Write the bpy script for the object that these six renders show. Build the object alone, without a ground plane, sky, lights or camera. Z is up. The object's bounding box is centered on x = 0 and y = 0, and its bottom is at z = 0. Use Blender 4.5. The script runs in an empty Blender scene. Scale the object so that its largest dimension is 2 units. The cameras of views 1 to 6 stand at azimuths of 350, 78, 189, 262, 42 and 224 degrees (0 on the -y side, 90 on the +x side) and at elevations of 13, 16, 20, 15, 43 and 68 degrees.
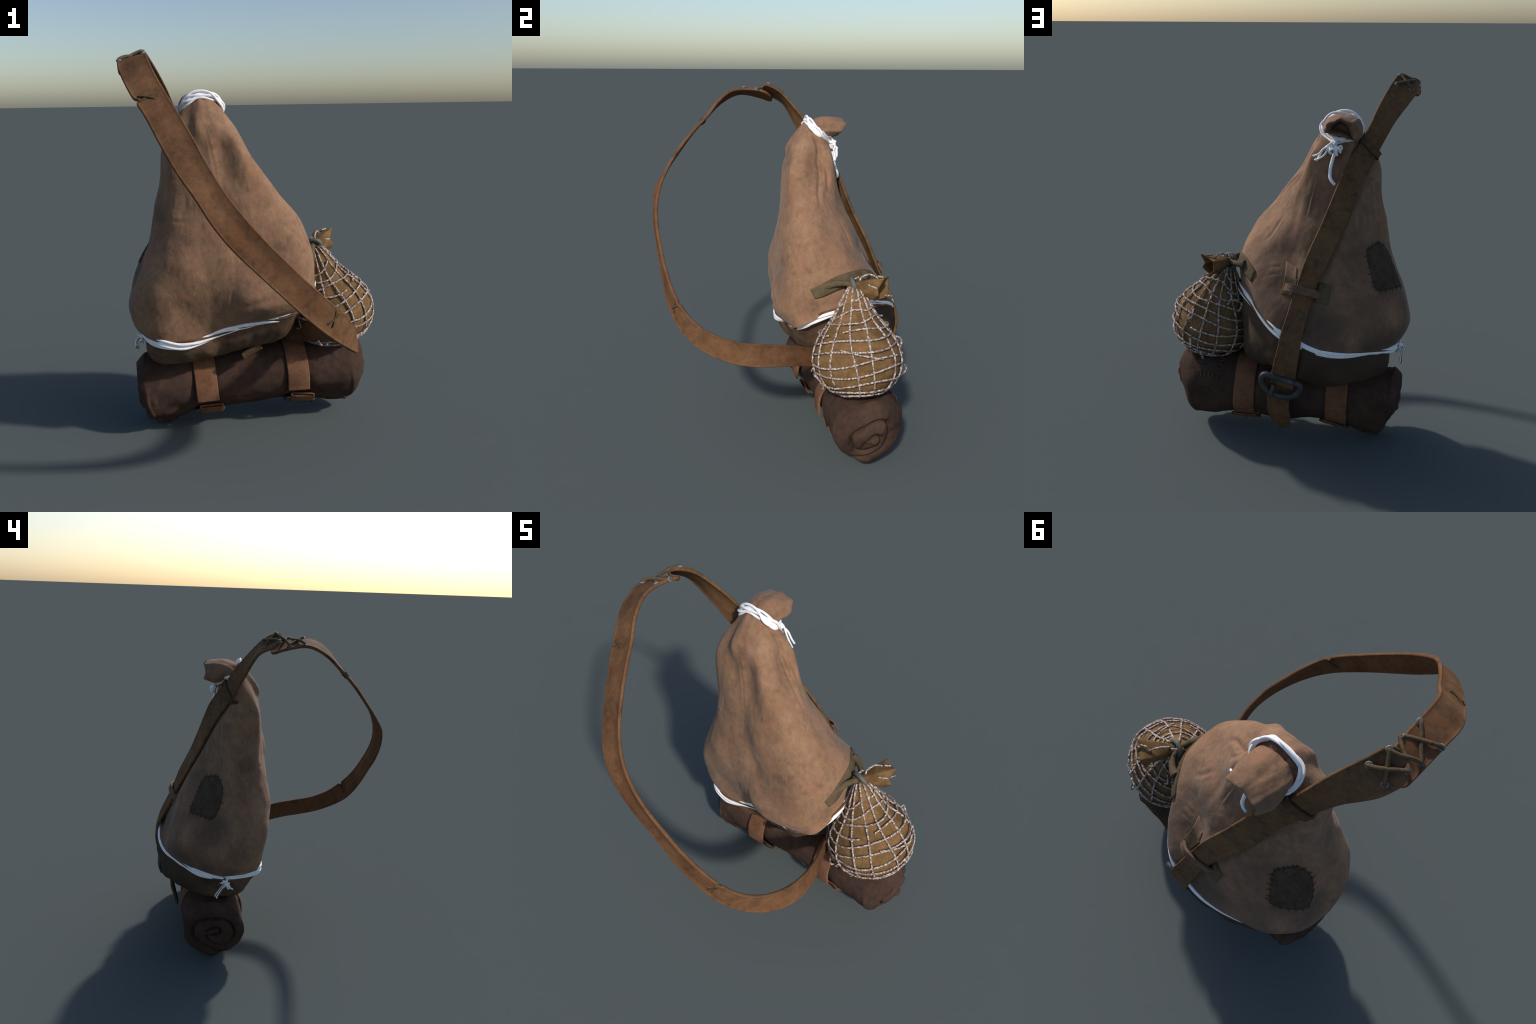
"""A worn leather pear-shaped sack: cord-tied neck, sling strap, bedroll underneath, netted pouch at the side."""
import bpy, math, random
import numpy as np
from mathutils import Vector, noise
from mathutils.bvhtree import BVHTree

random.seed(7)
rng = np.random.default_rng(7)
TAU = 2 * math.pi

# ------------------------------------------------------------------ profiles and sections (metres)
# radii of the sack's cross-sections, from the waist cord (first row) up to the tied neck (last row),
# each taken at equal angles round the sack's leaning middle line
SACK_SECTIONS = [
    (.447, .399, .388, .387, .365, .338, .332, .344, .369, .401, .420, .429, .428, .359, .284, .258, .285, .373, .546, .518),
    (.454, .401, .398, .387, .323, .322, .333, .365, .416, .448, .458, .477, .444, .347, .296, .294, .345, .436, .536, .509),
    (.462, .416, .392, .360, .323, .310, .326, .367, .435, .478, .483, .487, .449, .339, .304, .316, .387, .464, .530, .508),
    (.466, .416, .342, .286, .287, .294, .305, .336, .390, .460, .436, .469, .441, .355, .306, .311, .358, .413, .516, .494),
    (.424, .347, .268, .249, .262, .268, .271, .289, .324, .397, .388, .410, .382, .344, .295, .286, .299, .372, .464, .469),
    (.335, .284, .250, .223, .214, .216, .228, .240, .254, .288, .339, .339, .319, .286, .261, .257, .281, .343, .419, .426),
    (.257, .212, .197, .174, .164, .170, .186, .196, .212, .244, .300, .285, .277, .246, .228, .227, .259, .305, .368, .339),
    (.210, .183, .154, .126, .119, .122, .140, .156, .182, .221, .254, .247, .263, .225, .201, .195, .198, .269, .298, .263),
    (.165, .166, .131, .104, .087, .083, .100, .123, .153, .190, .229, .239, .247, .208, .174, .176, .180, .241, .227, .155),
    (.134, .147, .115, .087, .070, .066, .077, .098, .124, .154, .183, .199, .195, .165, .177, .167, .169, .185, .180, .133),
    (.110, .108, .092, .073, .062, .060, .066, .079, .098, .118, .134, .139, .121, .106, .116, .121, .116, .116, .113, .110),
    (.095, .083, .072, .064, .059, .060, .064, .068, .082, .092, .099, .102, .088, .054, .063, .059, .063, .068, .084, .097),
]
BASE_SECTIONS = [
    (.499, .434, .405, .366, .321, .312, .335, .381, .415, .429, .416, .323, .276, .329, .510, .556),
    (.453, .416, .388, .357, .325, .315, .351, .410, .372, .449, .382, .328, .275, .312, .405, .452),
    (.386, .433, .361, .353, .294, .341, .354, .373, .390, .400, .329, .278, .251, .273, .304, .402),
    (.309, .324, .252, .273, .295, .298, .250, .290, .303, .268, .218, .226, .221, .215, .210, .272),
    (.192, .192, .176, .200, .232, .240, .202, .202, .199, .167, .141, .151, .155, .144, .138, .165),
    (.100, .104, .118, .147, .178, .186, .163, .140, .121, .098, .086, .094, .098, .091, .083, .088),
    (.008, .022, .058, .095, .123, .132, .118, .082, .048, .031, .031, .036, .040, .036, .026, .012),
]
ROLL_SECTIONS = [
    (.023, .068, .143, .184, .176, .175, .138, .072, .071, .045, .034, -.024),
    (.132, .185, .193, .193, .188, .177, .178, .160, .146, .109, .077, .092),
    (.173, .209, .209, .197, .186, .188, .173, .179, .162, .203, .183, .183),
    (.189, .205, .211, .205, .196, .189, .179, .154, .161, .178, .182, .188),
    (.189, .205, .211, .208, .199, .185, .167, .149, .141, .140, .143, .168),
    (.189, .206, .212, .209, .199, .181, .160, .141, .133, .141, .139, .157),
    (.185, .202, .210, .211, .202, .184, .161, .139, .131, .149, .172, .169),
    (.192, .200, .209, .215, .209, .192, .167, .143, .128, .135, .158, .176),
    (.196, .194, .213, .219, .215, .202, .178, .147, .146, .146, .162, .176),
    (.172, .221, .226, .216, .208, .202, .190, .164, .174, .175, .186, .181),
    (.173, .201, .204, .192, .183, .182, .188, .169, .159, .183, .171, .170),
    (.088, .130, .167, .181, .149, .134, .127, .093, .049, .062, .077, .075),
    (.008, .035, .128, .127, .104, .068, .039, -.026, -.033, -.055, -.018, -.000),
]
CORD = [
    (-.608, .285, .562),
    (-.585, .170, .567),
    (-.530, .080, .570),
    (-.430, .050, .560),
    (-.350, .055, .570),
    (-.260, .077, .590),
    (-.180, .085, .615),
    (-.100, .070, .640),
    (.000, .045, .660),
    (.100, .015, .675),
    (.180, .005, .708),
    (.250, .070, .765),
    (.292, .190, .830),
    (.257, .340, .844),
    (.183, .471, .821),
    (.100, .594, .787),
    (.010, .672, .742),
    (-.096, .690, .692),
    (-.213, .671, .653),
    (-.334, .639, .632),
    (-.447, .585, .628),
    (-.545, .500, .608),
    (-.600, .410, .585),
]
NECK = [
    (-.248, .306, 1.685),
    (-.201, .290, 1.698),
    (-.172, .262, 1.711),
    (-.163, .238, 1.726),
    (-.172, .216, 1.748),
    (-.190, .202, 1.772),
    (-.220, .196, 1.785),
    (-.260, .192, 1.789),
    (-.305, .194, 1.786),
    (-.340, .198, 1.765),
    (-.358, .215, 1.738),
    (-.362, .242, 1.714),
    (-.352, .274, 1.701),
    (-.330, .298, 1.695),
    (-.300, .305, 1.690),
]
STRAP_FRONT = [
    (-.662, .009, 1.908, -.530, -.066, 1.978),
    (-.659, -.129, 1.935, -.533, -.189, 1.961),
    (-.650, -.241, 1.881, -.514, -.279, 1.897),
    (-.613, -.340, 1.795, -.475, -.356, 1.810),
    (-.559, -.437, 1.702, -.431, -.446, 1.727),
    (-.509, -.527, 1.596, -.385, -.530, 1.637),
    (-.456, -.609, 1.494, -.340, -.601, 1.540),
    (-.396, -.672, 1.402, -.288, -.651, 1.441),
    (-.334, -.691, 1.299, -.219, -.679, 1.345),
    (-.255, -.691, 1.197, -.139, -.685, 1.250),
    (-.156, -.682, 1.095, -.050, -.676, 1.155),
    (-.051, -.673, .988, .041, -.660, 1.060),
    (.054, -.656, .884, .132, -.635, .973),
    (.154, -.625, .794, .216, -.593, .893),
    (.243, -.565, .721, .280, -.527, .819),
    (.315, -.478, .660, .328, -.431, .763),
    (.364, -.365, .618, .360, -.311, .729),
    (.381, -.235, .591, .362, -.177, .706),
    (.351, -.089, .566, .330, -.037, .673),
    (.279, .071, .522, .270, .108, .620),
]
STRAP_BACK = [
    (-.660, -.025, 1.933, -.558, -.064, 1.993),
    (-.646, .067, 1.913, -.533, .018, 1.988),
    (-.618, .126, 1.880, -.505, .084, 1.953),
    (-.577, .158, 1.826, -.470, .136, 1.897),
    (-.530, .185, 1.759, -.435, .189, 1.832),
    (-.488, .217, 1.685, -.405, .239, 1.762),
    (-.449, .252, 1.608, -.371, .283, 1.688),
    (-.410, .293, 1.534, -.326, .330, 1.621),
    (-.378, .336, 1.462, -.285, .371, 1.544),
    (-.352, .375, 1.384, -.251, .402, 1.455),
    (-.323, .411, 1.303, -.217, .431, 1.363),
    (-.290, .449, 1.221, -.182, .463, 1.272),
    (-.252, .488, 1.140, -.145, .499, 1.186),
    (-.215, .525, 1.056, -.112, .537, 1.101),
    (-.179, .560, .973, -.086, .568, 1.012),
    (-.152, .596, .888, -.060, .601, .926),
    (-.134, .638, .803, -.036, .639, .840),
    (-.118, .683, .719, -.011, .671, .753),
    (-.107, .730, .635, .013, .688, .657),
    (-.103, .779, .552, .030, .691, .550),
]
# ------------------------------------------------------------------ small maths helpers
def A(x):
    return np.array(x, float)


def cubic(n, k, closed):
    """matrix that takes n control values to a finer row by Catmull-Rom interpolation"""
    def w(f):
        return (-.5*f + f*f - .5*f**3, 1 - 2.5*f*f + 1.5*f**3, .5*f + 2*f*f - 1.5*f**3, -.5*f*f + .5*f**3)
    m = n*k if closed else (n - 1)*k + 1
    M = np.zeros((m, n))
    for i in range(m):
        a = i/k if closed else min(i/k, n - 1 - 1e-9)
        j = int(a)
        for q, c in enumerate(w(a - j)):
            idx = (j - 1 + q) % n if closed else min(max(j - 1 + q, 0), n - 1)
            M[i, idx] += c
    return M


def smooth_path(pts, k=8, closed=False):
    return cubic(len(pts), k, closed) @ A(pts)


def even(pts, n):
    pts = A(pts)
    L = np.r_[0, np.cumsum(np.linalg.norm(np.diff(pts, axis=0), axis=1))]
    t = np.linspace(0, L[-1], n)
    return np.stack([np.interp(t, L, pts[:, i]) for i in range(3)], 1)


def unit(v):
    v = A(v)
    return v/np.maximum(np.linalg.norm(v, axis=-1, keepdims=True), 1e-9)


def ease(x):
    x = np.clip(x, 0, 1)
    return x*x*(3 - 2*x)


def fbm(P, scale, seed=0., octaves=3):
    o = Vector((seed*3.1, seed*1.7, -seed*2.3))
    return np.array([noise.fractal(Vector(p)*scale + o, .9, 2., octaves) for p in P.reshape(-1, 3)]).reshape(P.shape[:-1])


def dist_to_path(P, path):
    """distance from every point of P to a polyline, and the place 0..1 along it"""
    path = A(path)
    flat = P.reshape(-1, 3)
    best = np.full(len(flat), 1e9)
    at = np.zeros(len(flat))
    n = len(path) - 1
    for i in range(n):
        a, b = path[i], path[i + 1]
        ab = b - a
        t = np.clip((flat - a) @ ab/(ab @ ab), 0, 1)
        d = np.linalg.norm(flat - a - t[:, None]*ab, axis=1)
        m = d < best
        best[m] = d[m]
        at[m] = (i + t[m])/n
    return best.reshape(P.shape[:-1]), at.reshape(P.shape[:-1])


# ------------------------------------------------------------------ object helpers
def add(name, verts, faces, mat, parent=None, smooth=True, kind=None):
    me = bpy.data.meshes.new(name)
    me.from_pydata([tuple(map(float, v)) for v in verts], [], [tuple(map(int, f)) for f in faces])
    me.update()
    if smooth:
        me.polygons.foreach_set("use_smooth", [True]*len(me.polygons))
    me.materials.append(mat)
    ob = bpy.data.objects.new(name, me)
    bpy.context.scene.collection.objects.link(ob)
    if parent is not None:
        ob.parent = parent
    if kind:
        ob["kind"] = kind
    return ob


def grid_faces(n, m, wrap=True, off=0, flip=False):
    F = []
    for i in range(n - 1):
        for j in range(m if wrap else m - 1):
            a, b, c, d = i*m + j, i*m + (j + 1) % m, (i + 1)*m + (j + 1) % m, (i + 1)*m + j
            F.append((off + a, off + d, off + c, off + b) if flip else (off + a, off + b, off + c, off + d))
    return F


def grid_normals(P, wrap=True):
    du = np.gradient(P, axis=0)
    if wrap:
        dv = (np.roll(P, -1, 1) - np.roll(P, 1, 1))/2
    else:
        dv = np.gradient(P, axis=1)
    return unit(np.cross(dv, du))


def frames(path, closed=False, up=None):
    """tangent and two normals carried along a path without twisting"""
    path = A(path)
    T = np.roll(path, -1, 0) - np.roll(path, 1, 0) if closed else np.gradient(path, axis=0)
    T = unit(T)
    n = A(up) if up is not None else (A((0, 0, 1)) if abs(T[0][2]) < .9 else A((1, 0, 0)))
    N = []
    for t in T:
        n = unit(n - t*(n @ t))
        N.append(n)
    N = A(N)
    return T, N, np.cross(T, N)


def tube_mesh(path, radius, sides=8, closed=False, up=None, flat=1.):
    """radius: number or one per point; flat squeezes the section along the second normal"""
    path = A(path)
    n = len(path)
    T, N, B = frames(path, closed, up)
    r = np.broadcast_to(A(radius), (n,))
    a = np.arange(sides)*TAU/sides
    V = path[:, None] + r[:, None, None]*(np.cos(a)[None, :, None]*N[:, None] + flat*np.sin(a)[None, :, None]*B[:, None])
    V = V.reshape(-1, 3)
    F = grid_faces(n, sides, flip=True)
    if closed:
        for j in range(sides):
            F.append(((n - 1)*sides + j, j, (j + 1) % sides, (n - 1)*sides + (j + 1) % sides)[::-1])
        # the loop closes without twist only if the carried normal returns: find the best match of the seam
        first, last = V[:sides], V[-sides:]
        k = min(range(sides), key=lambda s: np.linalg.norm(np.roll(first, -s, 0) - last))
        F = F[:-sides]
        for j in range(sides):
            p, q = (n - 1)*sides + j, (n - 1)*sides + (j + 1) % sides
            F.append((p, (j + k) % sides, (j + 1 + k) % sides, q)[::-1])
    else:
        F.append(tuple(range(sides)))
        F.append(tuple(range(n*sides - 1, (n - 1)*sides - 1, -1)))
    return V, F


def tube(name, path, radius, mat, parent, sides=8, closed=False, up=None, flat=1., kind=None):
    V, F = tube_mesh(path, radius, sides, closed, up, flat)
    return add(name, V, F, mat, parent, kind=kind)


def join(name, pieces, mat, parent, kind=None):
    V, F = [], []
    for v, f in pieces:
        o = len(V)
        V.extend(v)
        F.extend([tuple(i + o for i in q) for q in f])
    return add(name, V, F, mat, parent, kind=kind)


STRAP_SECTION = [(-1., 0.), (-.985, .6), (-.95, 1.), (-.90, 1.02), (-.85, .86), (-.78, .78), (-.4, .8), (0, .8), (.4, .8), (.78, .78), (.85, .86), (.90, 1.02), (.95, 1.), (.985, .6), (1., 0.)]


def band_mesh(left, right, half, sag=None, section=STRAP_SECTION, taper0=0., taper1=0.):
    """a leather strip with a hemmed edge, swept between a left and a right edge; sag(i/n, u) pushes it along its normal"""
    L, R = A(left), A(right)
    n = len(L)
    C, W = (L + R)/2, (R - L)/2
    T = unit(np.gradient(C, axis=0))
    N = unit(np.cross(T, W))
    s = np.r_[0, np.cumsum(np.linalg.norm(np.diff(C, axis=0), axis=1))]
    k = np.ones(n)
    if taper0:
        k = np.minimum(k, np.sqrt(np.clip(1 - (1 - np.clip(s/taper0, 0, 1))**2, .09, 1)))
    if taper1:
        k = np.minimum(k, np.sqrt(np.clip(1 - (1 - np.clip((s[-1] - s)/taper1, 0, 1))**2, .09, 1)))
    prof = list(section) + [(u, -h) for u, h in section[-2:0:-1]]
    m = len(prof)
    V = np.zeros((n, m, 3))
    for j, (u, h) in enumerate(prof):
        off = np.full(n, h*half)
        if sag is not None:
            off = off + np.array([sag(i/(n - 1), u) for i in range(n)])
        V[:, j] = C + (W*k[:, None])*u + N*off[:, None]
    F = grid_faces(n, m)
    F.append(tuple(range(m - 1, -1, -1)))
    F.append(tuple(range((n - 1)*m, n*m)))
    return V.reshape(-1, 3), F


def band(name, left, right, half, mat, parent, k=6, **kw):
    V, F = band_mesh(smooth_path(left, k), smooth_path(right, k), half, **kw)
    return add(name, V, F, mat, parent)


# ------------------------------------------------------------------ materials
class Nodes:
    def __init__(self, name):
        self.mat = bpy.data.materials.new(name)
        self.mat.use_nodes = True
        self.t = self.mat.node_tree
        self.bsdf = self.t.nodes["Principled BSDF"]
        self.pos = self.t.nodes.new("ShaderNodeTexCoord").outputs["Object"]

    def node(self, kind, **kw):
        n = self.t.nodes.new("ShaderNode" + kind)
        for k, v in kw.items():
            setattr(n, k, v)
        return n

    def link(self, a, b):
        self.t.links.new(a, b)

    def noise(self, scale, detail=4., rough=.55, stretch=(1, 1, 1), shift=(0, 0, 0), distort=0.):
        mp = self.node("Mapping")
        mp.inputs["Scale"].default_value = stretch
        mp.inputs["Location"].default_value = shift
        self.link(self.pos, mp.inputs["Vector"])
        n = self.node("TexNoise")
        n.inputs["Scale"].default_value = scale
        n.inputs["Detail"].default_value = detail
        n.inputs["Roughness"].default_value = rough
        n.inputs["Distortion"].default_value = distort
        self.link(mp.outputs["Vector"], n.inputs["Vector"])
        return n.outputs["Fac"]

    def ramp(self, fac, stops):
        r = self.node("ValToRGB")
        e = r.color_ramp.elements
        while len(e) < len(stops):
            e.new(.5)
        for q, (p, c) in zip(e, stops):
            q.position = p
            q.color = (*c, 1) if len(c) == 3 else c
        self.link(fac, r.inputs["Fac"])
        return r.outputs["Color"]

    def range(self, v, a, b, c=0., d=1.):
        m = self.node("MapRange", interpolation_type="SMOOTHSTEP")
        for k, x in zip(("From Min", "From Max", "To Min", "To Max"), (a, b, c, d)):
            m.inputs[k].default_value = x
        self.link(v, m.inputs["Value"])
        return m.outputs["Result"]

    def math(self, op, a, b=None):
        m = self.node("Math", operation=op)
        for s, x in zip(m.inputs, (a, b)):
            if x is None:
                continue
            if isinstance(x, (int, float)):
                s.default_value = x
            else:
                self.link(x, s)
        return m.outputs[0]

    def mix(self, fac, a, b, mode="MIX"):
        m = self.node("Mix", data_type="RGBA", blend_type=mode)
        for s, x in zip((m.inputs["Factor"], m.inputs["A"], m.inputs["B"]), (0, 0, 0)):
            pass
        ins = [m.inputs[0], m.inputs[6], m.inputs[7]]
        for s, x in zip(ins, (fac, a, b)):
            if isinstance(x, (int, float)):
                s.default_value = x
            elif isinstance(x, tuple):
                s.default_value = (*x, 1)
            else:
                self.link(x, s)
        return m.outputs[2]

    def blob(self, centre, inner, outer, stretch=(1, 1, 1)):
        """1 inside a soft ball round a place on the object, 0 outside"""
        s = self.node("VectorMath", operation="SUBTRACT")
        self.link(self.pos, s.inputs[0])
        s.inputs[1].default_value = centre
        k = self.node("VectorMath", operation="MULTIPLY")
        self.link(s.outputs[0], k.inputs[0])
        k.inputs[1].default_value = stretch
        d = self.node("VectorMath", operation="LENGTH")
        self.link(k.outputs[0], d.inputs[0])
        return self.range(d.outputs["Value"], inner, outer, 1., 0.)

    def axis(self, i):
        s = self.node("SeparateXYZ")
        self.link(self.pos, s.inputs[0])
        return s.outputs[i]

    def bump(self, height, strength=.3, dist=.004, after=None):
        b = self.node("Bump")
        b.inputs["Strength"].default_value = strength
        b.inputs["Distance"].default_value = dist
        self.link(height, b.inputs["Height"])
        if after is not None:
            self.link(after, b.inputs["Normal"])
        return b.outputs["Normal"]

    def done(self, color, normal=None, rough=.85, spec=.25, metal=0., sheen=0.):
        b = self.bsdf
        if isinstance(color, tuple):
            b.inputs["Base Color"].default_value = (*color, 1)
        else:
            self.link(color, b.inputs["Base Color"])
        if isinstance(rough, (int, float)):
            b.inputs["Roughness"].default_value = rough
        else:
            self.link(rough, b.inputs["Roughness"])
        b.inputs["Specular IOR Level"].default_value = spec
        b.inputs["Metallic"].default_value = metal
        if sheen:
            b.inputs["Sheen Weight"].default_value = sheen
        if normal is not None:
            self.link(normal, b.inputs["Normal"])
        return self.mat


def mottled(name, dark, mid, light, scale=9., tint=(.25, .12, .08), tint_amount=.5, rough=.85, spec=.25, bump=.25, fine=140., stretch=(1, 1, 1), grime=None, shade=None):
    n = Nodes(name)
    f = n.math("ADD", n.math("MULTIPLY", n.noise(scale, 5, .62, stretch), .6), n.math("MULTIPLY", n.noise(scale*4.3, 4, .6, stretch, (3, 1, 2)), .4))
    c = n.ramp(f, [(.36, dark), (.5, mid), (.66, light)])
    c = n.mix(n.range(n.noise(scale*1.7, 3, .5, (1, 1, 1), (9, 4, 5)), .5, .72, 0., tint_amount), c, tint)
    if grime is not None:
        c = n.mix(n.range(n.noise(scale*.8, 6, .7, (1, 1, 1), (2, 8, 5)), .52, .7, 0., .7), c, grime)
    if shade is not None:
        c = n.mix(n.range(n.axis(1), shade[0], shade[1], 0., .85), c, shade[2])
    fine_n = n.noise(fine, 3, .6)
    c = n.mix(n.range(fine_n, .4, .62, .0, .22), c, dark)
    nor = n.bump(n.noise(scale*3, 5, .6, stretch), bump, .006)
    nor = n.bump(fine_n, bump*.8, .0015, nor)
    return n.done(c, nor, rough, spec)


def sack_material(name, darker=0.):
    """pale tan hide: cloudy mottling, reddish and ochre tints, vertical fibre streaks, back darkened for shade, dark spots"""
    n = Nodes(name)
    k = 1 - darker
    f = n.math("ADD", n.math("MULTIPLY", n.noise(7., 5, .6), .55), n.math("MULTIPLY", n.noise(40., 4, .66, (1, 1, .7), (3, 1, 2)), .45))
    c = n.ramp(f, [(.30, tuple(k*x for x in (.150, .082, .049))), (.49, tuple(k*x for x in (.265, .149, .088))), (.65, tuple(k*x for x in (.350, .205, .125)))])
    c = n.mix(n.range(n.noise(13., 3, .5, (1, 1, .8), (9, 4, 5)), .5, .7, 0., .55), c, tuple(k*x for x in (.335, .155, .094)))
    c = n.mix(n.range(n.noise(16., 3, .5, (1, 1, .8), (1, 14, 7)), .53, .72, 0., .5), c, tuple(k*x for x in (.285, .180, .080)))
    c = n.mix(n.range(n.noise(24., 4, .6, (1, 1, .45), (5, 2, 11)), .52, .78, 0., .25), c, tuple(k*x for x in (.15, .09, .058)))
    # shade on the side away from the sun, painted into the hide colour
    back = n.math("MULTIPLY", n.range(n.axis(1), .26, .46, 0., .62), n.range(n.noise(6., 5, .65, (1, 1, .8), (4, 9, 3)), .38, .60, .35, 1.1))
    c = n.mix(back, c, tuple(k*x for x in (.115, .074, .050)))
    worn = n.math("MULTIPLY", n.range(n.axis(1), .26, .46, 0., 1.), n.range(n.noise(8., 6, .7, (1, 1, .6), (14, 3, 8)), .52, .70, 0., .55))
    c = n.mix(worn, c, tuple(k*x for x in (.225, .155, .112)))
    speck = n.noise(9., 6, .7, (1, 1, 1), (12, 2, 6))
    stain = None
    for centre, a, b, amount in STAINS:
        g = n.math("MULTIPLY", n.blob(centre, a, b), n.range(speck, .3, .6, .45*amount, amount))
        stain = g if stain is None else n.math("MAXIMUM", stain, g)
    c = n.mix(stain, c, tuple(k*x for x in (.07, .052, .040)))
    scratch = n.math("MULTIPLY", n.blob((-.40, .36, 1.36), .04, .18), n.range(n.noise(60., 2, .5, (1, 1, .06), (2, 6, 1)), .52, .62, 0., .75))
    c = n.mix(scratch, c, (.25, .175, .13))
    fine_n = n.noise(190., 3, .6)
    c = n.mix(n.range(fine_n, .42, .62, 0., .2), c, tuple(k*x for x in (.14, .08, .05)))
    nor = n.bump(n.noise(11., 4, .6, (1, 1, .6), (7, 7, 1)), .22, .018)
    nor = n.bump(n.noise(26., 5, .62, (1, 1, .6)), .34, .007, nor)
    nor = n.bump(fine_n, .2, .0015, nor)
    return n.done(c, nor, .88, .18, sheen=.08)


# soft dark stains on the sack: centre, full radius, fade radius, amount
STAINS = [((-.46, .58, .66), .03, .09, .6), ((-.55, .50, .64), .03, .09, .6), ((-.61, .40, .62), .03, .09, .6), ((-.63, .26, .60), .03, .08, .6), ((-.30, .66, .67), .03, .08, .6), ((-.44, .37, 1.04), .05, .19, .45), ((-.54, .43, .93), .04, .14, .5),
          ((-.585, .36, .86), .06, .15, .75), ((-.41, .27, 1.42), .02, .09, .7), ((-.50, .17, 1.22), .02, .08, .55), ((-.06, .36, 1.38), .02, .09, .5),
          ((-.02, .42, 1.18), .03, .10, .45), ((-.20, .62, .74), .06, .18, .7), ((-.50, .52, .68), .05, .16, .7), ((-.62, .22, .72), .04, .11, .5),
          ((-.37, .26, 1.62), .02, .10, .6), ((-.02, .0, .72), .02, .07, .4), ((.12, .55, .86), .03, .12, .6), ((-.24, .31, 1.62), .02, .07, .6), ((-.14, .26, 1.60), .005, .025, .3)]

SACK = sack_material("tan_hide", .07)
SACK_BASE = mottled("dark_hide", (.075, .046, .029), (.125, .076, .048), (.175, .108, .070), 9., (.14, .068, .04), .4, .88, .15, .3, shade=(.30, .55, (.044, .031, .022)))  # last colour darkens the rear half to bake in its shadow
STRAP = mottled("strap_leather", (.085, .041, .020), (.148, .072, .034), (.195, .100, .048), 9., (.170, .066, .029), .6, .8, .16, .2, 160., grime=(.085, .050, .027))
STRAP_DARK = mottled("dark_strap_leather", (.064, .038, .019), (.140, .076, .036), (.185, .103, .050), 9., (.165, .074, .033), .5, .8, .15, .25, 160., grime=(.050, .037, .022))
ROLL = mottled("bedroll_felt", (.040, .024, .018), (.064, .037, .027), (.084, .050, .036), 8., (.050, .036, .034), .4, .95, .1, .3, 220., grime=(.034, .026, .025))
ROLL_STRAP = mottled("roll_strap_leather", (.115, .054, .029), (.175, .084, .045), (.22, .110, .062), 13., (.20, .080, .044), .5, .8, .15, .2)
OLIVE = mottled("olive_canvas", (.072, .052, .030), (.112, .082, .049), (.142, .106, .064), 16., (.105, .080, .044), .4, .9, .12, .3, 230.)
LIGHT_TAB = mottled("light_tab_hide", (.17, .10, .065), (.25, .15, .10), (.31, .19, .125), 20., (.25, .13, .08), .4, .88, .15)
NECK_LEATHER = mottled("neck_leather", (.05, .03, .018), (.095, .055, .033), (.13, .078, .048), 14., (.11, .055, .03), .4, .8, .15)
PATCH = mottled("patch_cloth", (.048, .034, .023), (.077, .054, .038), (.102, .073, .053), 15., (.05, .037, .027), .5, .95, .08, .4, 200., (1.6, 1.6, .5))
THREAD = Nodes("dark_thread").done((.040, .031, .019), None, .9, .1)
ORANGE_THREAD = Nodes("rust_thread").done((.20, .085, .032), None, .9, .1)
STITCH_LEATHER = mottled("stitch_leather", (.06, .042, .02), (.092, .066, .034), (.12, .088, .046), 30., (.09, .06, .03), .3, .85, .15, .3)
LACE = mottled("lace_leather", (.068, .045, .024), (.112, .076, .041), (.15, .104, .058), 30., (.11, .072, .038), .3, .8, .2, .3)
IRON = mottled("dark_iron", (.030, .033, .033), (.048, .052, .052), (.085, .088, .084), 14., (.04, .044, .046), .4, .55, .35, .25)
RING_IRON = mottled("ring_iron", (.075, .072, .062), (.105, .102, .09), (.14, .135, .12), 20., (.09, .09, .08), .4, .6, .3, .2)
EYELET = mottled("eyelet_metal", (.10, .108, .118), (.155, .165, .18), (.21, .22, .235), 40., (.13, .14, .15), .3, .45, .5, .1)
BURLAP = None


def burlap_material():
    n = Nodes("burlap")
    f = n.noise(8., 5, .6)
    c = n.ramp(f, [(.35, (.115, .066, .028)), (.5, (.190, .110, .047)), (.68, (.255, .152, .068))])
    c = n.mix(n.range(n.noise(17., 3, .5, (1, 1, 1), (4, 4, 4)), .52, .7, 0., .6), c, (.25, .125, .058))
    weave = n.math("MULTIPLY", n.noise(110., 2, .5, (1, 1, .12)), n.noise(110., 2, .5, (.12, .12, 1)))
    c = n.mix(n.range(weave, .16, .36, .45, 0.), c, (.10, .058, .022))
    nor = n.bump(weave, .35, .003)
    return n.done(c, nor, .92, .12)


def rope_material():
    """two-tone string: white and brown flecks"""
    n = Nodes("flecked_string")
    f = n.noise(95., 2, .6)
    c = n.ramp(f, [(.40, (.165, .105, .082)), (.49, (.32, .245, .215)), (.61, (.58, .535, .51))])
    c = n.mix(n.range(n.noise(160., 2, .5, (1, 1, 1), (6, 2, 3)), .55, .65, 0., .6), c, (.20, .13, .10))
    return n.done(c, n.bump(n.noise(240., 2, .5), .6, .003), .9, .1)


def cord_material():
    n = Nodes("white_cord")
    c = n.ramp(n.noise(60., 3, .6), [(.35, (.84, .84, .86)), (.6, (.94, .94, .95))])
    return n.done(c, n.bump(n.noise(160., 2, .5), .15, .002), .7, .2)


BURLAP = burlap_material()
STRING = rope_material()
WHITE = cord_material()

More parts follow.
